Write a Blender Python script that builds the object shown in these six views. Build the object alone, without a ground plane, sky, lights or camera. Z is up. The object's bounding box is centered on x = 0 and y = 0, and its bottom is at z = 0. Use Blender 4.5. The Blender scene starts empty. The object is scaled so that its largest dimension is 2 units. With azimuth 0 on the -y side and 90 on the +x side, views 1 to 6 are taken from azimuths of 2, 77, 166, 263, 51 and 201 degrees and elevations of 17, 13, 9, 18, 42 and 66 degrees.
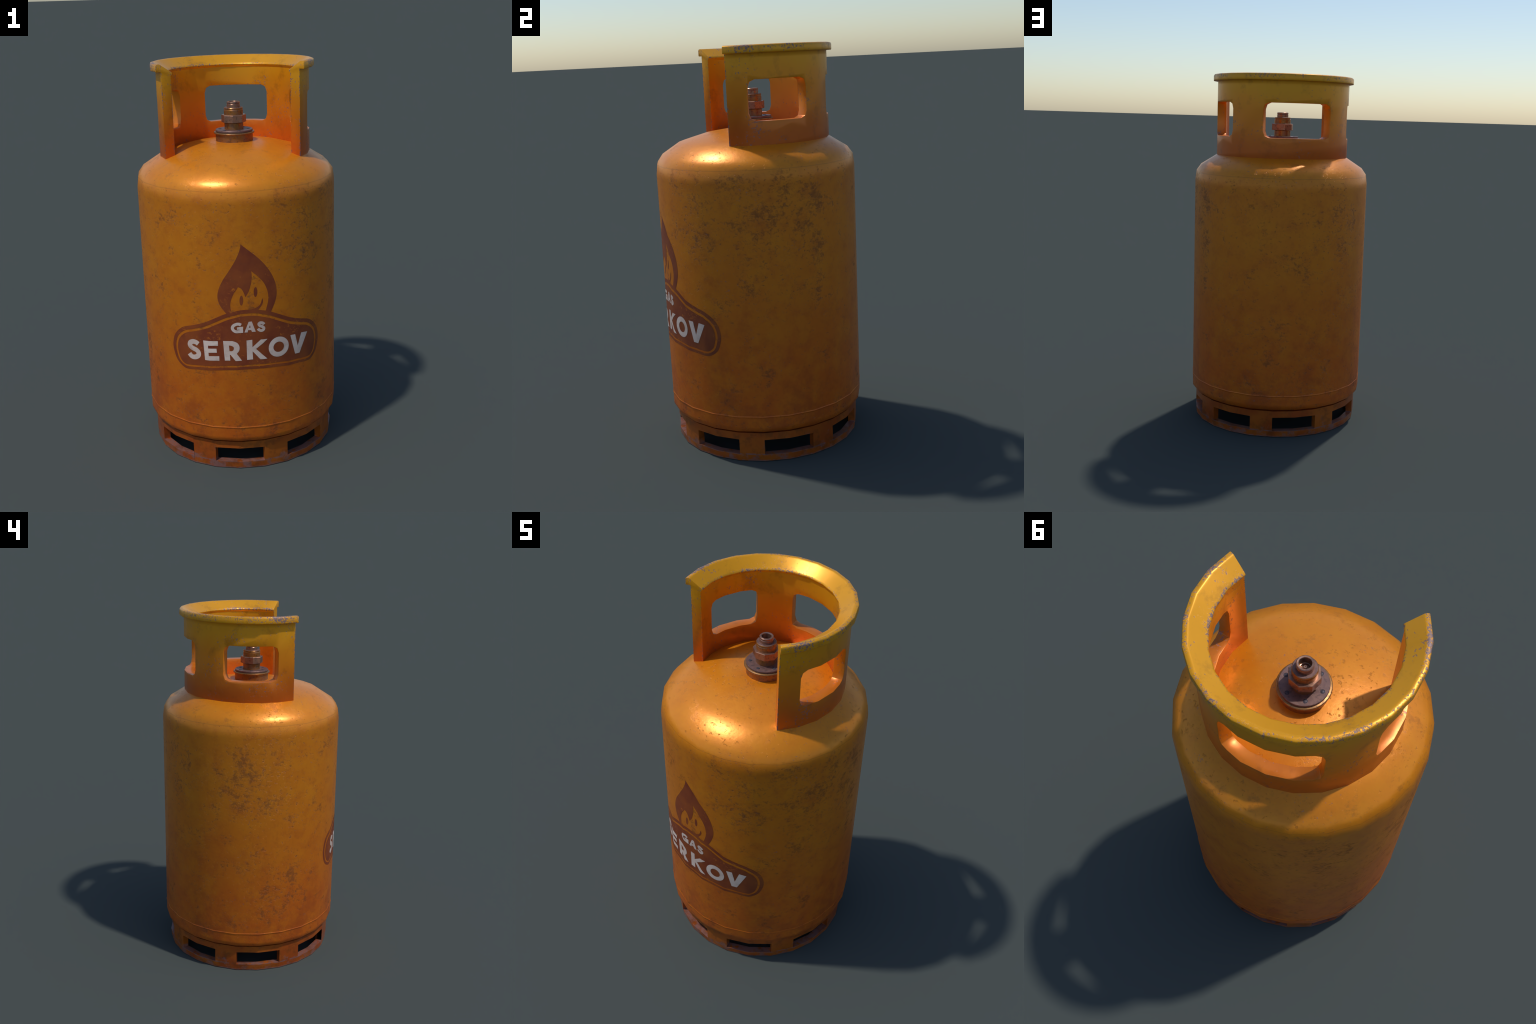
import bpy, bmesh, math
from mathutils import Vector

SEG = 24                       # the sheet metal is a 24-sided turning
STEP = 2 * math.pi / SEG


# ---------------------------------------------------------------- geometry
def polar(r, a, z):
    """a = azimuth in radians, 0 on the -y axis, growing towards +x."""
    return Vector((r * math.sin(a), -r * math.cos(a), z))


def facet_radius(r, a):
    """Radius of a 24-gon with corner radius r in direction a."""
    k = (a % STEP) - STEP / 2
    return r * math.cos(STEP / 2) / math.cos(k)


def link(name, mesh, mat, parent=None):
    ob = bpy.data.objects.new(name, mesh)
    bpy.context.scene.collection.objects.link(ob)
    if mat:
        mesh.materials.append(mat)
    if parent:
        ob.parent = parent
    return ob


def finish(bm, name, mat, parent, smooth_angle=40, bevel=0.0, bevel_segments=2):
    bmesh.ops.remove_doubles(bm, verts=bm.verts, dist=1e-6)
    bmesh.ops.recalc_face_normals(bm, faces=bm.faces)
    me = bpy.data.meshes.new(name)
    bm.to_mesh(me)
    bm.free()
    ob = link(name, me, mat, parent)
    if bevel:
        m = ob.modifiers.new('edge', 'BEVEL')
        m.width = bevel
        m.segments = bevel_segments
        m.limit_method = 'ANGLE'
        m.angle_limit = math.radians(35)
        m.harden_normals = False
        dg = bpy.context.evaluated_depsgraph_get()
        new = bpy.data.meshes.new_from_object(ob.evaluated_get(dg))
        ob.modifiers.clear()
        ob.data = new
        bpy.data.meshes.remove(me)
        new.name = name
        me = new
    for p in me.polygons:
        p.use_smooth = True
    me.set_sharp_from_angle(angle=math.radians(smooth_angle))
    return ob


def lathe(name, profile, mat, parent, seg=SEG, smooth_angle=40, phase=0.0):
    """Turn an (r, z) profile round the z axis."""
    bm = bmesh.new()
    rings = []
    for r, z in profile:
        if r < 1e-6:
            rings.append([bm.verts.new((0, 0, z))])
        else:
            rings.append([bm.verts.new(polar(r, phase + 2 * math.pi * i / seg, z)) for i in range(seg)])
    for lo, hi in zip(rings, rings[1:]):
        for i in range(seg):
            j = (i + 1) % seg
            if len(lo) == 1:
                bm.faces.new((lo[0], hi[j], hi[i]))
            elif len(hi) == 1:
                bm.faces.new((lo[i], lo[j], hi[0]))
            else:
                bm.faces.new((lo[i], lo[j], hi[j], hi[i]))
    return finish(bm, name, mat, parent, smooth_angle)


def planar_mesh(loops):
    """Fill closed 2D loops (holes allowed) -> bmesh in the xy plane."""
    cu = bpy.data.curves.new('outline', 'CURVE')
    cu.dimensions = '2D'
    cu.fill_mode = 'BOTH'
    for pts in loops:
        sp = cu.splines.new('POLY')
        sp.points.add(len(pts) - 1)
        for p, (x, y) in zip(sp.points, pts):
            p.co = (x, y, 0, 1)
        sp.use_cyclic_u = True
    ob = bpy.data.objects.new('outline', cu)
    bpy.context.scene.collection.objects.link(ob)
    dg = bpy.context.evaluated_depsgraph_get()
    me = bpy.data.meshes.new_from_object(ob.evaluated_get(dg))
    bm = bmesh.new()
    bm.from_mesh(me)
    bpy.data.objects.remove(ob)
    bpy.data.curves.remove(cu)
    bpy.data.meshes.remove(me)
    bmesh.ops.remove_doubles(bm, verts=bm.verts, dist=1e-5)
    return bm


def slice_x(bm, xs):
    for x in xs:
        bmesh.ops.bisect_plane(bm, geom=bm.verts[:] + bm.edges[:] + bm.faces[:],
                               plane_co=(x, 0, 0), plane_no=(1, 0, 0), dist=1e-5)


# ---------------------------------------------------------------- materials
class Nodes:
    def __init__(self, name):
        self.mat = bpy.data.materials.new(name)
        self.mat.use_nodes = True
        self.t = self.mat.node_tree
        self.bsdf = next(n for n in self.t.nodes if n.type == 'BSDF_PRINCIPLED')
        self.co = self.t.nodes.new('ShaderNodeTexCoord').outputs['Object']

    def put(self, sock, v):
        if isinstance(v, bpy.types.NodeSocket):
            self.t.links.new(v, sock)
        else:
            if sock.type == 'RGBA' and len(v) == 3:
                v = (*v, 1)
            sock.default_value = v

    def noise(self, scale, detail=4, rough=0.55, stretch=None, distortion=0.0, offset=(0, 0, 0)):
        n = self.t.nodes.new('ShaderNodeTexNoise')
        mp = self.t.nodes.new('ShaderNodeMapping')
        self.t.links.new(self.co, mp.inputs['Vector'])
        mp.inputs['Location'].default_value = offset
        if stretch:
            mp.inputs['Scale'].default_value = stretch
        self.t.links.new(mp.outputs[0], n.inputs['Vector'])
        n.inputs['Scale'].default_value = scale
        n.inputs['Detail'].default_value = detail
        n.inputs['Roughness'].default_value = rough
        n.inputs['Distortion'].default_value = distortion
        return n.outputs['Fac']

    def math(self, op, a, b=0.0, clamp=False):
        n = self.t.nodes.new('ShaderNodeMath')
        n.operation = op
        n.use_clamp = clamp
        self.put(n.inputs[0], a)
        self.put(n.inputs[1], b)
        return n.outputs[0]

    def step(self, v, lo, hi, out_lo=0.0, out_hi=1.0):
        n = self.t.nodes.new('ShaderNodeMapRange')
        n.interpolation_type = 'SMOOTHSTEP'
        self.put(n.inputs['Value'], v)
        n.inputs['From Min'].default_value = lo
        n.inputs['From Max'].default_value = hi
        n.inputs['To Min'].default_value = out_lo
        n.inputs['To Max'].default_value = out_hi
        return n.outputs['Result']

    def mix(self, fac, a, b, blend='MIX'):
        n = self.t.nodes.new('ShaderNodeMix')
        n.data_type = 'RGBA'
        n.blend_type = blend
        self.put(n.inputs['Factor'], fac)
        self.put(n.inputs['A'], a)
        self.put(n.inputs['B'], b)
        return n.outputs['Result']

    def xyz(self):
        n = self.t.nodes.new('ShaderNodeSeparateXYZ')
        self.t.links.new(self.co, n.inputs[0])
        return n.outputs

    def near(self, point, r0, r1):
        """1 inside r0 of a point, falling to 0 at r1."""
        n = self.t.nodes.new('ShaderNodeVectorMath')
        n.operation = 'DISTANCE'
        self.t.links.new(self.co, n.inputs[0])
        n.inputs[1].default_value = point
        return self.step(n.outputs['Value'], r0, r1, 1.0, 0.0)

    def radius(self):
        p = self.xyz()
        return self.math('SQRT', self.math('ADD', self.math('MULTIPLY', p['X'], p['X']), self.math('MULTIPLY', p['Y'], p['Y'])))

    def azimuth(self):
        """Absolute azimuth from the -y axis, in degrees, 0 to 180."""
        p = self.xyz()
        a = self.math('ARCTAN2', p['X'], self.math('MULTIPLY', p['Y'], -1.0))
        return self.math('MULTIPLY', self.math('ABSOLUTE', a), 180 / math.pi)

    def band(self, v, centre, half_width):
        """1 on a value, falling to 0 at half_width from it."""
        return self.step(self.math('ABSOLUTE', self.math('SUBTRACT', v, centre)), half_width * 0.3, half_width, 1.0, 0.0)

    def either(self, *vs):
        out = vs[0]
        for v in vs[1:]:
            out = self.math('MAXIMUM', out, v)
        return out

    def bump(self, height, strength, distance, under=None):
        n = self.t.nodes.new('ShaderNodeBump')
        n.inputs['Strength'].default_value = strength
        n.inputs['Distance'].default_value = distance
        self.put(n.inputs['Height'], height)
        if under:
            self.t.links.new(under, n.inputs['Normal'])
        return n.outputs[0]

    def done(self, **kw):
        for k, v in kw.items():
            self.put(self.bsdf.inputs[k.replace('_', ' ')], v)
        return self.mat


PAINT_METAL = 0.30
YELLOW = (0.78, 0.335, 0.006)
AMBER = (0.76, 0.240, 0.008)
ORANGE = (0.58, 0.118, 0.007)
RUST = (0.38, 0.070, 0.010)
BROWN = (0.16, 0.050, 0.012)
DIRT = (0.10, 0.048, 0.022)
BARE = (0.17, 0.130, 0.160)


def tank_paint():
    n = Nodes('weathered_tank_paint')
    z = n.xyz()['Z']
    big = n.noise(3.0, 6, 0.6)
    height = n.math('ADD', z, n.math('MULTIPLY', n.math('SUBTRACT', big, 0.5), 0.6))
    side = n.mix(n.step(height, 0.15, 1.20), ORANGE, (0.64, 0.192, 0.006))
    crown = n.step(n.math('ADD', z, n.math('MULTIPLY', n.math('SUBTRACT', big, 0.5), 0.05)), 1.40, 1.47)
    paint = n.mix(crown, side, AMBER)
    # blotchy, sun-faded film
    mott = n.noise(8.0, 12, 0.72, offset=(3, 1, 0))
    paint = n.mix(n.step(mott, 0.36, 0.70, 0.0, 0.20), paint, YELLOW)
    mott2 = n.noise(14.0, 12, 0.75, offset=(6, 2, 3))
    paint = n.mix(n.math('MULTIPLY', n.step(mott2, 0.46, 0.70), n.step(z, 1.40, 1.47, 0.42, 0.12)), paint, RUST)
    rusty = n.math('MULTIPLY', n.step(n.noise(6, 12, 0.74, offset=(0, 5, 2)), 0.46, 0.64),
                   n.step(z, 0.15, 0.85, 0.70, 0.10))
    paint = n.mix(rusty, paint, RUST)
    # grime that gathers in scuffed regions of the wall
    region = n.either(n.near((0.49, -0.02, 1.22), 0.05, 0.42), n.near((-0.50, 0.10, 1.12), 0.02, 0.34),
                      n.near((0.32, -0.38, 1.18), 0.0, 0.30), n.near((-0.47, -0.12, 0.50), 0.0, 0.30),
                      n.near((-0.25, 0.43, 1.15), 0.0, 0.25))
    region = n.math('MULTIPLY', region, n.step(z, 1.36, 1.46, 1.0, 0.0))
    scuff = n.math('ADD', n.math('MULTIPLY', n.noise(9, 6, 0.6, offset=(1, 2, 7)), 0.45),
                   n.math('MULTIPLY', n.noise(46, 10, 0.74, stretch=(1, 1, 1.25), offset=(5, 5, 1)), 0.55))
    scuff = n.math('ADD', scuff, n.math('MULTIPLY', region, 0.055))
    grime = n.step(scuff, 0.530, 0.640)
    grime = n.math('MULTIPLY', grime, n.step(z, 1.40, 1.47, 0.62, 0.30))
    paint = n.mix(grime, paint, BROWN)
    # small pits and scratches
    pits = n.math('ADD', n.noise(52, 7, 0.66, stretch=(1, 1, 1.4), offset=(9, 0, 1)), n.math('MULTIPLY', n.math('SUBTRACT', big, 0.5), 0.22))
    pits = n.math('ADD', pits, n.math('MULTIPLY', region, 0.045))
    pit = n.step(pits, 0.615, 0.68)
    paint = n.mix(n.math('MULTIPLY', pit, n.step(z, 1.40, 1.47, 0.42, 0.26)), paint, DIRT)
    # rubbed-through spots
    chip = n.math('MULTIPLY', n.step(n.noise(70, 4, 0.6, stretch=(1, 1, 1.4), offset=(4, 4, 4)), 0.62, 0.68),
                  n.step(n.noise(5, 3, 0.5, offset=(7, 7, 0)), 0.53, 0.62))
    paint = n.mix(n.math('MULTIPLY', chip, 0.40), paint, BARE)
    # rolled seam under the shoulder
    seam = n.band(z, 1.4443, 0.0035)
    paint = n.mix(n.math('MULTIPLY', seam, 0.22), paint, BROWN)
    h = n.math('SUBTRACT', n.math('MULTIPLY', n.noise(13, 9, 0.62, offset=(1, 2, 7)), 0.5), n.math('MULTIPLY', pit, 0.45))
    h = n.math('SUBTRACT', h, n.math('MULTIPLY', grime, 0.30))
    nrm = n.bump(h, 0.55, 0.004)
    rough = n.math('ADD', n.step(z, 1.36, 1.46, 0.42, 0.34), n.math('MULTIPLY', grime, 0.22))
    rough = n.math('ADD', rough, n.math('MULTIPLY', n.math('SUBTRACT', mott, 0.5), 0.10))
    return n.done(Base_Color=paint, Metallic=PAINT_METAL, Roughness=rough, Normal=nrm)


def collar_paint():
    n = Nodes('chipped_collar_paint')
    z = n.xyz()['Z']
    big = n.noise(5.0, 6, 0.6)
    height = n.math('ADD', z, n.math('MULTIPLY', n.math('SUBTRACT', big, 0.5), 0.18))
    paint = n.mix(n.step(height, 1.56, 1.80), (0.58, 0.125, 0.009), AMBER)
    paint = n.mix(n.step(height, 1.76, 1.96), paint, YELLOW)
    soot = n.step(n.noise(11, 8, 0.65, offset=(2, 0, 4)), 0.52, 0.70, 0.0, 0.28)
    paint = n.mix(soot, paint, BROWN)
    fine = n.noise(85, 6, 0.62, offset=(3, 3, 3))
    patch = n.noise(6, 4, 0.6, offset=(8, 1, 5))
    chip = n.step(n.math('ADD', fine, n.math('MULTIPLY', n.math('SUBTRACT', patch, 0.5), 0.5)), 0.635, 0.69)
    # paint rubbed off the rolled rim, its inner lip and the folded post edges
    r, a = n.radius(), n.azimuth()
    crown = n.math('MULTIPLY', n.step(r, 0.379, 0.390), n.step(z, 1.960, 1.990, 0.55, 1.0))
    crown = n.math('MULTIPLY', crown, n.step(z, 1.962, 1.966))
    lip = n.math('MULTIPLY', n.step(r, 0.323, 0.335, 0.9, 0.0), n.step(z, 1.944, 1.950))
    post = n.math('MULTIPLY', n.step(a, 60.35, 61.3, 0.95, 0.0),
                  n.either(n.band(r, 0.380, 0.006), n.band(r, 0.331, 0.006)))
    edge = n.either(crown, lip, post)
    rub = n.math('ADD', n.noise(105, 8, 0.70, offset=(0, 6, 0)), n.math('MULTIPLY', n.math('SUBTRACT', patch, 0.5), 0.55))
    worn = n.step(n.math('ADD', rub, n.math('MULTIPLY', edge, 0.14)), 0.64, 0.73)
    wear = n.math('MAXIMUM', n.math('MULTIPLY', chip, 0.6), n.math('MULTIPLY', worn, n.step(edge, 0.05, 0.4, 0.0, 0.9)))
    paint = n.mix(wear, paint, BARE)
    nrm = n.bump(n.math('SUBTRACT', n.math('MULTIPLY', n.noise(20, 6, 0.6), 0.3), n.math('MULTIPLY', wear, 0.5)), 0.4, 0.002)
    rough = n.math('ADD', n.step(big, 0.3, 0.7, 0.30, 0.38), n.math('MULTIPLY', wear, 0.12))
    return n.done(Base_Color=paint, Metallic=PAINT_METAL, Roughness=rough, Normal=nrm)


def foot_paint():
    n = Nodes('scraped_foot_paint')
    big = n.noise(6.0, 6, 0.6)
    paint = n.mix(n.step(big, 0.35, 0.65), RUST, (0.46, 0.115, 0.010))
    z = n.xyz()['Z']
    low = n.step(z, 0.0, 0.11, 0.13, 0.0)
    worn = n.step(n.math('ADD', n.noise(13, 9, 0.7, offset=(5, 0, 2)), low), 0.60, 0.72)
    edge = n.math('MULTIPLY', n.either(n.band(z, 0.036, 0.006), n.band(z, 0.002, 0.006)), n.step(n.noise(40, 5, 0.6), 0.38, 0.52))
    wear = n.math('MAXIMUM', n.math('MULTIPLY', worn, 0.75), n.math('MULTIPLY', edge, 0.75))
    paint = n.mix(wear, paint, (0.25, 0.145, 0.14))
    grime = n.step(n.noise(18, 8, 0.7, offset=(1, 9, 2)), 0.47, 0.64, 0.0, 0.55)
    paint = n.mix(grime, paint, BROWN)
    nrm = n.bump(n.noise(22, 7, 0.6), 0.35, 0.003)
    return n.done(Base_Color=paint, Metallic=PAINT_METAL, Roughness=n.step(big, 0.3, 0.7, 0.30, 0.40), Normal=nrm)


def metal(name, colour, tint, amount, metallic=0.75, rough=0.36):
    n = Nodes(name)
    a = n.noise(38, 8, 0.65)
    col = n.mix(n.step(a, 0.40, 0.62, 0.0, amount), colour, tint)
    b = n.noise(90, 5, 0.6, offset=(2, 2, 2))
    col = n.mix(n.step(b, 0.52, 0.66, 0.0, 0.5), col, (0.05, 0.035, 0.04))
    nrm = n.bump(n.noise(60, 6, 0.6), 0.25, 0.0015)
    return n.done(Base_Color=col, Metallic=metallic, Roughness=n.step(a, 0.3, 0.7, rough - 0.06, rough + 0.1), Normal=nrm)


def print_ink(name, ink, show, wear_lo, wear_hi):
    """Screen-printed ink, scuffed so that the paint below shows through."""
    n = Nodes(name)
    patch = n.noise(9, 4, 0.6, offset=(2, 3, 1))
    scr = n.noise(70, 7, 0.7, offset=(1, 1, 6))
    wear = n.step(n.math('ADD', scr, n.math('MULTIPLY', n.math('SUBTRACT', patch, 0.5), 0.55)), wear_lo, wear_hi)
    fade = n.step(n.noise(7, 6, 0.6, offset=(5, 0, 0)), 0.35, 0.7, 0.0, 0.25)
    col = n.mix(fade, ink, show)
    col = n.mix(n.math('MULTIPLY', wear, 0.75), col, show)
    dirt = n.step(n.noise(24, 8, 0.7, offset=(0, 0, 9)), 0.50, 0.70, 0.0, 0.25)
    col = n.mix(dirt, col, BROWN)
    nrm = n.bump(n.noise(14, 8, 0.6, offset=(1, 2, 7)), 0.3, 0.003)
    return n.done(Base_Color=col, Roughness=0.5, Normal=nrm)


def plain(name, colour, rough=0.8, metallic=0.0):
    n = Nodes(name)
    col = n.mix(n.step(n.noise(30, 6, 0.6), 0.3, 0.7, 0.0, 0.5), colour, tuple(c * 0.55 for c in colour))
    return n.done(Base_Color=col, Roughness=rough, Metallic=metallic)


TANK = tank_paint()
COLLAR = collar_paint()
FOOT = foot_paint()
RED_INK = print_ink('faded_red_ink', (0.165, 0.025, 0.006), (0.50, 0.14, 0.008), 0.60, 0.72)
WHITE_INK = print_ink('faded_white_ink', (0.70, 0.56, 0.48), (0.20, 0.05, 0.02), 0.68, 0.76)
BRASS = metal('painted_brass', (0.36, 0.15, 0.03), (0.22, 0.12, 0.09), 0.6, 0.6, 0.32)
GOLD = metal('polished_brass_edge', (0.34, 0.165, 0.05), (0.20, 0.105, 0.06), 0.6, 0.7, 0.38)
STEEL = metal('bronzed_steel', (0.34, 0.20, 0.15), (0.42, 0.21, 0.12), 0.6, 0.8, 0.32)
PLATE = metal('dull_plate_steel', (0.17, 0.095, 0.085), (0.24, 0.135, 0.11), 0.6, 0.45, 0.46)
DARK = metal('dark_rivet_steel', (0.075, 0.065, 0.080), (0.05, 0.04, 0.05), 0.5, 0.5, 0.55)

# ---------------------------------------------------------------- the thing
root = bpy.data.objects.new('gas_cylinder', None)
bpy.context.scene.collection.objects.link(root)
root['label'] = 'worn orange gas cylinder with handle collar and flame emblem'
root['category'] = 'gas bottle'

R_TANK = 0.505
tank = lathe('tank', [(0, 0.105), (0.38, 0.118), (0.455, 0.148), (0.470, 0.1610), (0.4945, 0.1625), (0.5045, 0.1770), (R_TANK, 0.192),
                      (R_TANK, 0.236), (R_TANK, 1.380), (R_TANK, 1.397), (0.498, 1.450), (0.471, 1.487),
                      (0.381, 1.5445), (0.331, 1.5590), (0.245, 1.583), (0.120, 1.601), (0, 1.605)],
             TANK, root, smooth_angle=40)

weld = lathe('weld_bead', [(R_TANK - 0.002, 0.2350), (R_TANK + 0.0016, 0.2385), (R_TANK + 0.0020, 0.2435),
                           (R_TANK - 0.002, 0.2500)], TANK, root, smooth_angle=80)


# --- foot ring: a short tube with eight slots, two facets wide, one facet apart
def pierced_tube(r_out, r_in, first, count, z_bottom, z_top, holes, extra=None):
    """Tube wall from a flat (angle, z) sheet with holes, cut at the facets and rolled up."""
    full = count == SEG
    a0 = first * STEP
    a1 = (first + count) * STEP
    bm = planar_mesh([[(a0, z_bottom), (a1, z_bottom), (a1, z_top), (a0, z_top)]] + holes)
    slice_x(bm, [(first + k) * STEP for k in range(1, count)])
    bmesh.ops.dissolve_limit(bm, angle_limit=0.01, verts=bm.verts[:], edges=[], delimit=set())
    slice_x(bm, [(first + k) * STEP for k in range(1, count)])
    bm.verts.ensure_lookup_table()
    flat = [v.co.copy() for v in bm.verts]
    faces = [[v.index for v in f.verts] for f in bm.faces]
    rim = [(e.verts[0].index, e.verts[1].index) for e in bm.edges if e.is_boundary]
    bm.free()
    out = bmesh.new()
    outer = [out.verts.new(polar(facet_radius(r_out, c.x), c.x, c.y)) for c in flat]
    inner = [out.verts.new(polar(facet_radius(r_in, c.x), c.x, c.y)) for c in flat]
    for f in faces:
        out.faces.new([outer[i] for i in f])
        out.faces.new([inner[i] for i in reversed(f)])
    for i, j in rim:
        a, b = flat[i], flat[j]
        if full and abs(a.x - b.x) < 1e-5 and min(abs(a.x - a0), abs(a.x - a1)) < 1e-4:
            continue                                # the sheet's two ends meet
        if extra and abs(a.y - z_top) < 1e-5 and abs(b.y - z_top) < 1e-5:
            continue                                # the rolled rim goes on here
        out.faces.new((outer[i], outer[j], inner[j], inner[i]))
    if extra:
        cols = []
        for k in range(count + 1):
            a = (first + k) * STEP
            cols.append([out.verts.new(polar(r, a, z)) for r, z in extra])
        for c0, c1 in zip(cols, cols[1:]):
            for k in range(len(extra) - 1):
                out.faces.new((c0[k], c1[k], c1[k + 1], c0[k + 1]))
        out.faces.new(cols[0])
        out.faces.new(cols[-1])
    return out


slots = []
for k in range(8):
    c = math.radians(45 * k)
    w = STEP
    slots.append([(c - w, 0.036), (c + w, 0.036), (c + w, 0.113), (c - w, 0.113)])
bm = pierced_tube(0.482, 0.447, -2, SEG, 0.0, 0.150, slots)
for v in bm.verts:                                   # the foot draws in a little towards the ground
    k = 1 - 0.006 * max(0.0, 1 - v.co.z / 0.036)
    v.co.x *= k
    v.co.y *= k
foot = finish(bm, 'foot_ring', FOOT, root, 30, bevel=0.006, bevel_segments=2)


# --- handle collar: two thirds of a tube with three hand holes and a rolled rim
def hand_hole(a0, a1, z0=1.655, z1=1.845):
    a0, a1 = math.radians(a0), math.radians(a1)
    ca, cz = math.radians(5.2), 0.036
    def corner(a, z, sa, sz):
        return [(a, z + sz * cz), (a + sa * ca * 0.27, z + sz * cz * 0.30), (a + sa * ca, z)]
    return (corner(a0, z0, 1, 1) + corner(a1, z0, -1, 1)[::-1] +
            corner(a1, z1, -1, -1) + corner(a0, z1, 1, -1)[::-1])


Z_RIM = 1.940
rim_profile = [(0.3805, Z_RIM), (0.3805, 1.9630), (0.4030, 1.9625), (0.4055, 1.9660), (0.4055, 1.9915), (0.4030, 1.9975),
               (0.3940, 2.0000), (0.3860, 1.9997), (0.3825, 1.9980), (0.3780, 1.9950), (0.3290, 1.9623), (0.3255, 1.9598),
               (0.3212, 1.9550), (0.3215, 1.9515), (0.329, Z_RIM)]
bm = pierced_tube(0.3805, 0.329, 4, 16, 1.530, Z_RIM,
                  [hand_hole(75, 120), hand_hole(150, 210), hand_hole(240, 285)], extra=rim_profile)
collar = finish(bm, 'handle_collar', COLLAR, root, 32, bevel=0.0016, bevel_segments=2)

# ---------------------------------------------------------------- valve
vbase = lathe('valve', [(0, 1.590), (0.0945, 1.590), (0.0945, 1.639), (0, 1.639)], BRASS, root, seg=32, smooth_angle=30)
lathe('washer', [(0.030, 1.6385), (0.1000, 1.6385), (0.1025, 1.6400), (0.1035, 1.6430), (0.1025, 1.6460), (0.1000, 1.6475), (0.030, 1.6475)],
      GOLD, vbase, seg=32, smooth_angle=50)
lathe('flange_plate', [(0.030, 1.6465), (0.0890, 1.6465), (0.0890, 1.6490), (0.0940, 1.6500), (0.0940, 1.6565), (0.0925, 1.6585), (0.030, 1.6585)],
      PLATE, vbase, seg=32, smooth_angle=30)
rivet_mesh = None
for k in range(6):
    a = math.radians(23 + 60 * k)
    if rivet_mesh is None:
        ob = lathe('rivet', [(0, 0), (0.0092, 0), (0.0092, 0.0008), (0.0080, 0.0012), (0.0072, 0.0006), (0.0062, 0.0006),
                             (0.0056, 0.0020), (0.0030, 0.0026), (0, 0.0027)], DARK, vbase, seg=16, smooth_angle=30)
        rivet_mesh = ob.data
    else:
        ob = bpy.data.objects.new('rivet', rivet_mesh)
        bpy.context.scene.collection.objects.link(ob)
        ob.parent = vbase
    ob.location = polar(0.0735, a, 1.658)
lathe('valve_neck', [(0.020, 1.657), (0.0478, 1.657), (0.0478, 1.6895), (0.0455, 1.6905), (0.0455, 1.697), (0.020, 1.697)],
      BRASS, vbase, seg=32, smooth_angle=30)
lathe('hex_nut', [(0.020, 1.6935), (0.0605, 1.6935), (0.0625, 1.6955), (0.0625, 1.7292), (0.0605, 1.7312), (0.020, 1.7312)],
      STEEL, vbase, seg=8, smooth_angle=20)
lathe('valve_sleeve', [(0.020, 1.730), (0.0478, 1.730), (0.0478, 1.7540), (0.0466, 1.7560), (0.0460, 1.7575), (0.0460, 1.7590), (0.0476, 1.7605),
                       (0.0476, 1.7640), (0.0462, 1.7660), (0.020, 1.7660)], BRASS, vbase, seg=32, smooth_angle=30)
lathe('sleeve_washer', [(0.030, 1.7655), (0.0455, 1.7655), (0.0455, 1.7668), (0.0445, 1.7675), (0.030, 1.7675)],
      PLATE, vbase, seg=32, smooth_angle=30)
lathe('nozzle', [(0, 1.756), (0.0175, 1.756), (0.0185, 1.7640), (0.0215, 1.7650), (0.0225, 1.7680), (0.0225, 1.7925), (0.0240, 1.7950),
                 (0.0300, 1.7955), (0.0328, 1.7930), (0.0328, 1.7870), (0.0312, 1.7850), (0.0312, 1.7838), (0.0328, 1.7820),
                 (0.0328, 1.765)], STEEL, vbase, seg=32, smooth_angle=30)
lathe('valve_pin', [(0.0070, 1.755), (0.0070, 1.7700), (0.0060, 1.7715), (0.0035, 1.7715), (0.0030, 1.7690), (0, 1.7690)],
      STEEL, vbase, seg=16, smooth_angle=30)


# ---------------------------------------------------------------- printed emblem
# Drawn flat in millimetres (arc length along the wall, height), then rolled on.
def flow(points, corners=(), closed=True, sub=5):
    """Catmull-Rom through points; indices in corners stay sharp."""
    out = []
    m = len(points)
    for i in range(m if closed else m - 1):
        p1, p2 = Vector(points[i]), Vector(points[(i + 1) % m])
        p0 = Vector(points[i - 1]) if (closed or i > 0) else p1
        p3 = Vector(points[(i + 2) % m]) if (closed or i + 2 < m) else p2
        if i in corners:
            p0 = p1
        if (i + 1) % m in corners:
            p3 = p2
        for s in range(sub):
            t = s / sub
            out.append(tuple(0.5 * ((2 * p1) + (p2 - p0) * t + (2 * p0 - 5 * p1 + 4 * p2 - p3) * t * t
                                    + (3 * p1 - p0 - 3 * p2 + p3) * t ** 3)))
    if not closed:
        out.append(tuple(points[-1]))
    return out


def ellipse(cx, cz, rx, rz, lean=0.0, n=28):
    return [(cx + rx * math.cos(t) + lean * math.sin(t), cz + rz * math.sin(t))
            for t in (2 * math.pi * i / n for i in range(n))]


def brush(path, width):
    """Outline of a stroke of constant width along a path."""
    left, right = [], []
    for i, p in enumerate(path):
        a = Vector(path[max(i - 1, 0)])
        b = Vector(path[min(i + 1, len(path) - 1)])
        d = (b - a).normalized()
        nn = Vector((-d.y, d.x)) * width / 2
        left.append(tuple(Vector(p) + nn))
        right.append(tuple(Vector(p) - nn))
    return left + right[::-1]


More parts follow.
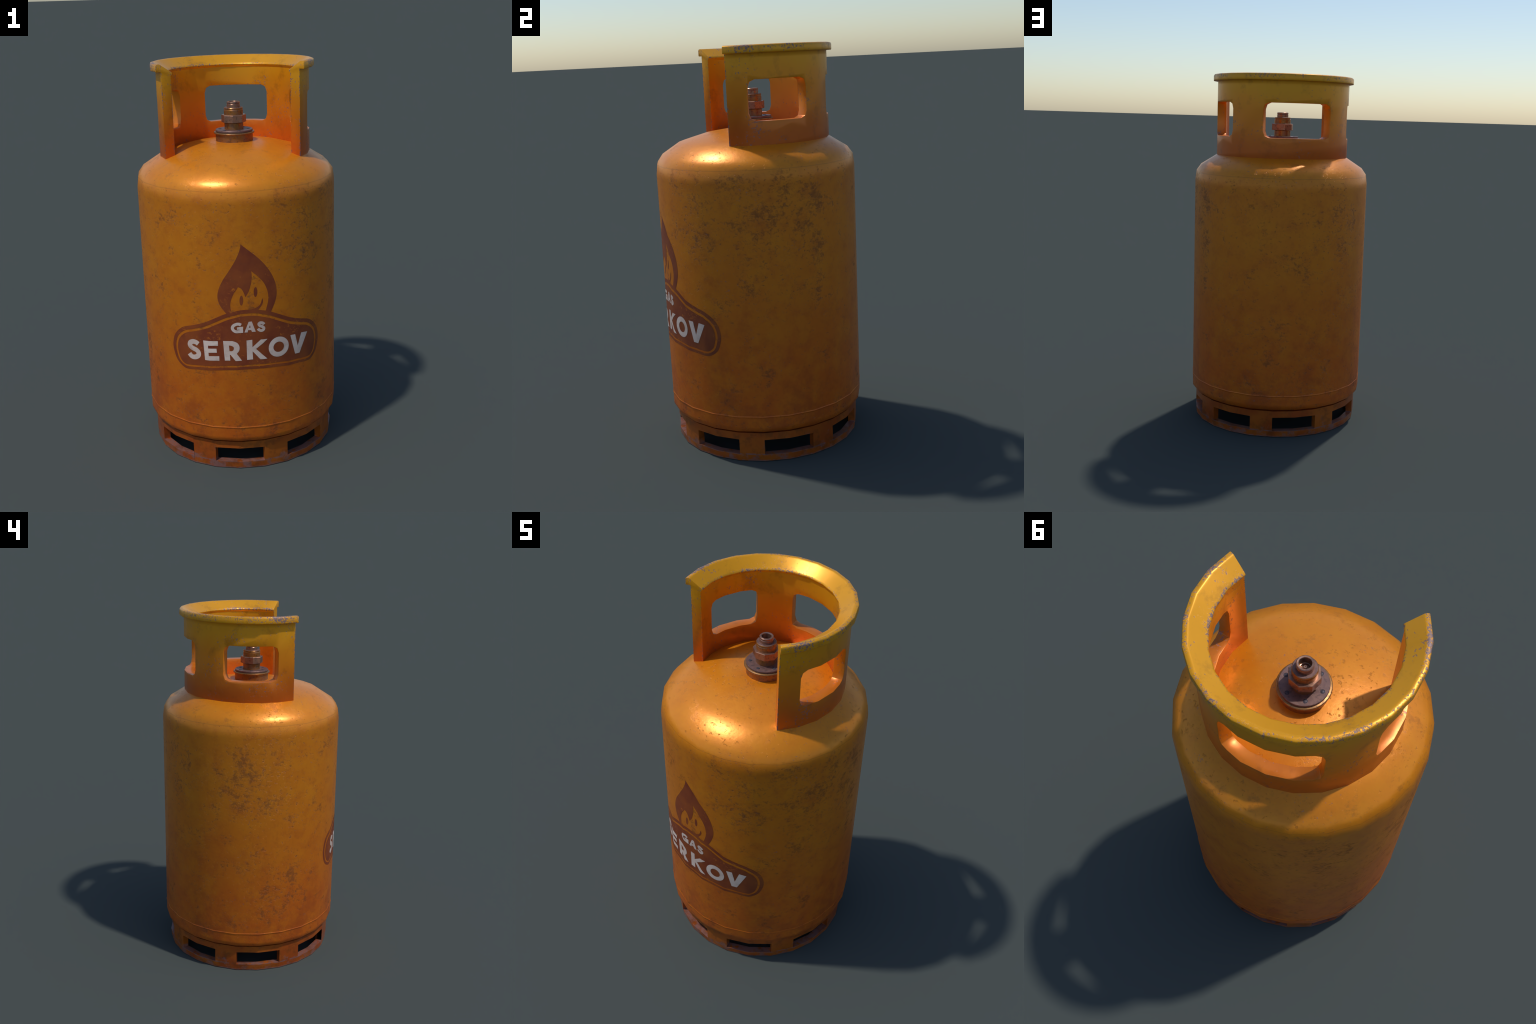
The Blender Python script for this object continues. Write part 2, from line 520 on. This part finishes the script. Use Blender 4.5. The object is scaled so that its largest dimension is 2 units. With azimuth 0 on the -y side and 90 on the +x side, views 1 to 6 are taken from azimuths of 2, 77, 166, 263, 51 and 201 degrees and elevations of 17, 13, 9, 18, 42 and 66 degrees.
def inset(loop, amount):
    """Shrink a counter-clockwise or clockwise loop; the lower edge keeps a narrower band."""
    area = sum(a[0] * b[1] - b[0] * a[1] for a, b in zip(loop, loop[1:] + loop[:1]))
    sg = 1 if area > 0 else -1
    out = []
    for i, p in enumerate(loop):
        d = (Vector(loop[(i + 1) % len(loop)]) - Vector(loop[i - 1])).normalized()
        nn = Vector((-d.y, d.x)) * sg
        k = 1.0 - 0.27 * min(max(nn.y, 0.0) / 0.9, 1.0)
        out.append(tuple(Vector(p) + nn * amount * k))
    return out


def roll_on(name, loops, mat, parent, lift):
    bm = planar_mesh([[(x / 1000, z / 1000) for x, z in l] for l in loops])
    span = 0.503
    fine = STEP / 3
    slice_x(bm, [k * fine * span for k in range(-14, 15)])
    bmesh.ops.triangulate(bm, faces=bm.faces[:])
    for v in bm.verts:
        a = v.co.x / span
        v.co = polar(facet_radius(R_TANK, a) + lift, a, v.co.y)
    for f in bm.faces:
        c = f.calc_center_median()
        if f.normal.length == 0:
            f.normal_update()
        if f.normal.x * c.x + f.normal.y * c.y < 0:
            f.normal_flip()
    me = bpy.data.meshes.new(name)
    bm.to_mesh(me)
    bm.free()
    for p in me.polygons:
        p.use_smooth = True
    me.normals_split_custom_set_from_vertices([Vector((v.co.x, v.co.y, 0)).normalized() for v in me.vertices])
    return link(name, me, mat, parent)


MID = 62.5          # the emblem sits a little to the right of the opening's middle
half = [(0, 869), (50, 866), (107, 850), (165, 824), (226, 796), (282, 777), (330, 763), (370, 735), (396, 701), (408, 657),
        (403, 615), (384, 573), (350, 548), (312, 541), (245, 546), (172, 552), (78, 558)]
badge_line = flow([(MID + x, z) for x, z in half] + [(MID, 559)] + [(MID - x, z) for x, z in half[:0:-1]], sub=4)
field = roll_on('badge', [inset(badge_line, 32)], RED_INK, root, 0.0008)
roll_on('badge_border', [badge_line, inset(badge_line, 19)], RED_INK, field, 0.0008)

flame_line = [(39, 1195), (30, 1160), (9, 1115), (-22, 1065), (-53, 1018), (-74, 973), (-81, 932), (-72, 896), (-55, 869), (-38, 848),
              (-12, 852), (-20, 883), (-17, 915), (-3, 951), (13, 975), (19, 986), (34, 977), (45, 958), (53, 933),
              (68, 957), (79, 988), (86, 1023), (85, 1061), (113, 1036), (140, 1004), (157, 969), (164, 934), (162, 898), (148, 852),
              (176, 846), (196, 888), (207, 927), (207, 968), (194, 1015), (170, 1061), (138, 1104), (105, 1138), (70, 1168)]
roll_on('flame', [flow(flame_line, corners=(0, 9, 10, 15, 18, 22, 28, 29))], RED_INK, field, 0.0005)
roll_on('flame_eye', [ellipse(33.5, 917, 8.8, 25, 1.0)], RED_INK, field, 0.0005)  # the two eyes of the smiling face printed inside the flame
roll_on('flame_eye', [ellipse(102.5, 956, 8.8, 25, 1.0)], RED_INK, field, 0.0005)
roll_on('flame_mouth', [flow([(134, 924), (137, 905), (127, 882), (105, 862), (60, 864), (84, 871), (108, 879), (124, 894)],  # smiling mouth of the printed flame face
                              corners=(0, 4))], RED_INK, field, 0.0005)

LIFT = 0.0016
S_path = [(-191, 683), (-202, 690), (-219, 692), (-234, 684), (-236, 668), (-222, 657), (-203, 650), (-191, 638), (-194, 621),
          (-211, 611), (-229, 612), (-242, 626)]
letters = [
    [brush(flow(S_path, closed=False, sub=4), 25)],
    [[(-163, 706), (-88, 708), (-88, 684), (-138, 682), (-138, 667), (-96, 668), (-95, 647), (-137, 645), (-136, 627), (-84, 629),
      (-84, 605), (-157, 603)]],
    [flow([(-62, 710), (-15, 711), (6, 702), (17, 682), (15, 661), (3, 645), (27, 607), (-4, 607), (-27, 638), (-31, 638), (-30, 608),
           (-57, 607)], corners=(0, 1, 5, 6, 7, 8, 9, 10, 11)),
     flow([(-34, 687), (-22, 686), (-11, 679), (-12, 665), (-21, 658), (-32, 658)], corners=(0, 5))],
    [[(52, 711), (80, 713), (80, 674), (122, 712), (155, 710), (97, 664), (152, 607), (117, 608), (80, 653), (81, 610), (52, 609)]],
    [ellipse(213, 658.5, 53, 52.5), ellipse(213, 658, 28, 27)],
    [[(277, 706), (307, 704), (322, 639), (345, 703), (383, 699), (333, 598), (305, 600)]],
    [brush(flow([(28, 793), (18, 798), (5, 798), (-8, 791), (-14, 779), (-9, 767), (4, 760), (20, 760)], closed=False, sub=4), 15)],
    [[(43, 753), (65, 807), (80, 808), (98, 754), (80, 754), (76, 764), (61, 764), (59, 753)], [(65, 776), (74, 777), (71, 790)]],
    [brush(flow([(139, 788), (133, 796), (122, 799), (114, 793), (118, 784), (130, 778), (138, 769), (135, 761), (125, 758), (116, 761),
                 (109, 769)], closed=False, sub=4), 14)],
]
for shape in letters:
    roll_on('letter', shape, WHITE_INK, field, LIFT)
roll_on('letter_bar', [[(8, 783), (37, 784), (37, 752.5), (20, 752.5), (20, 770), (8, 770)]], WHITE_INK, field, LIFT + 0.0003)
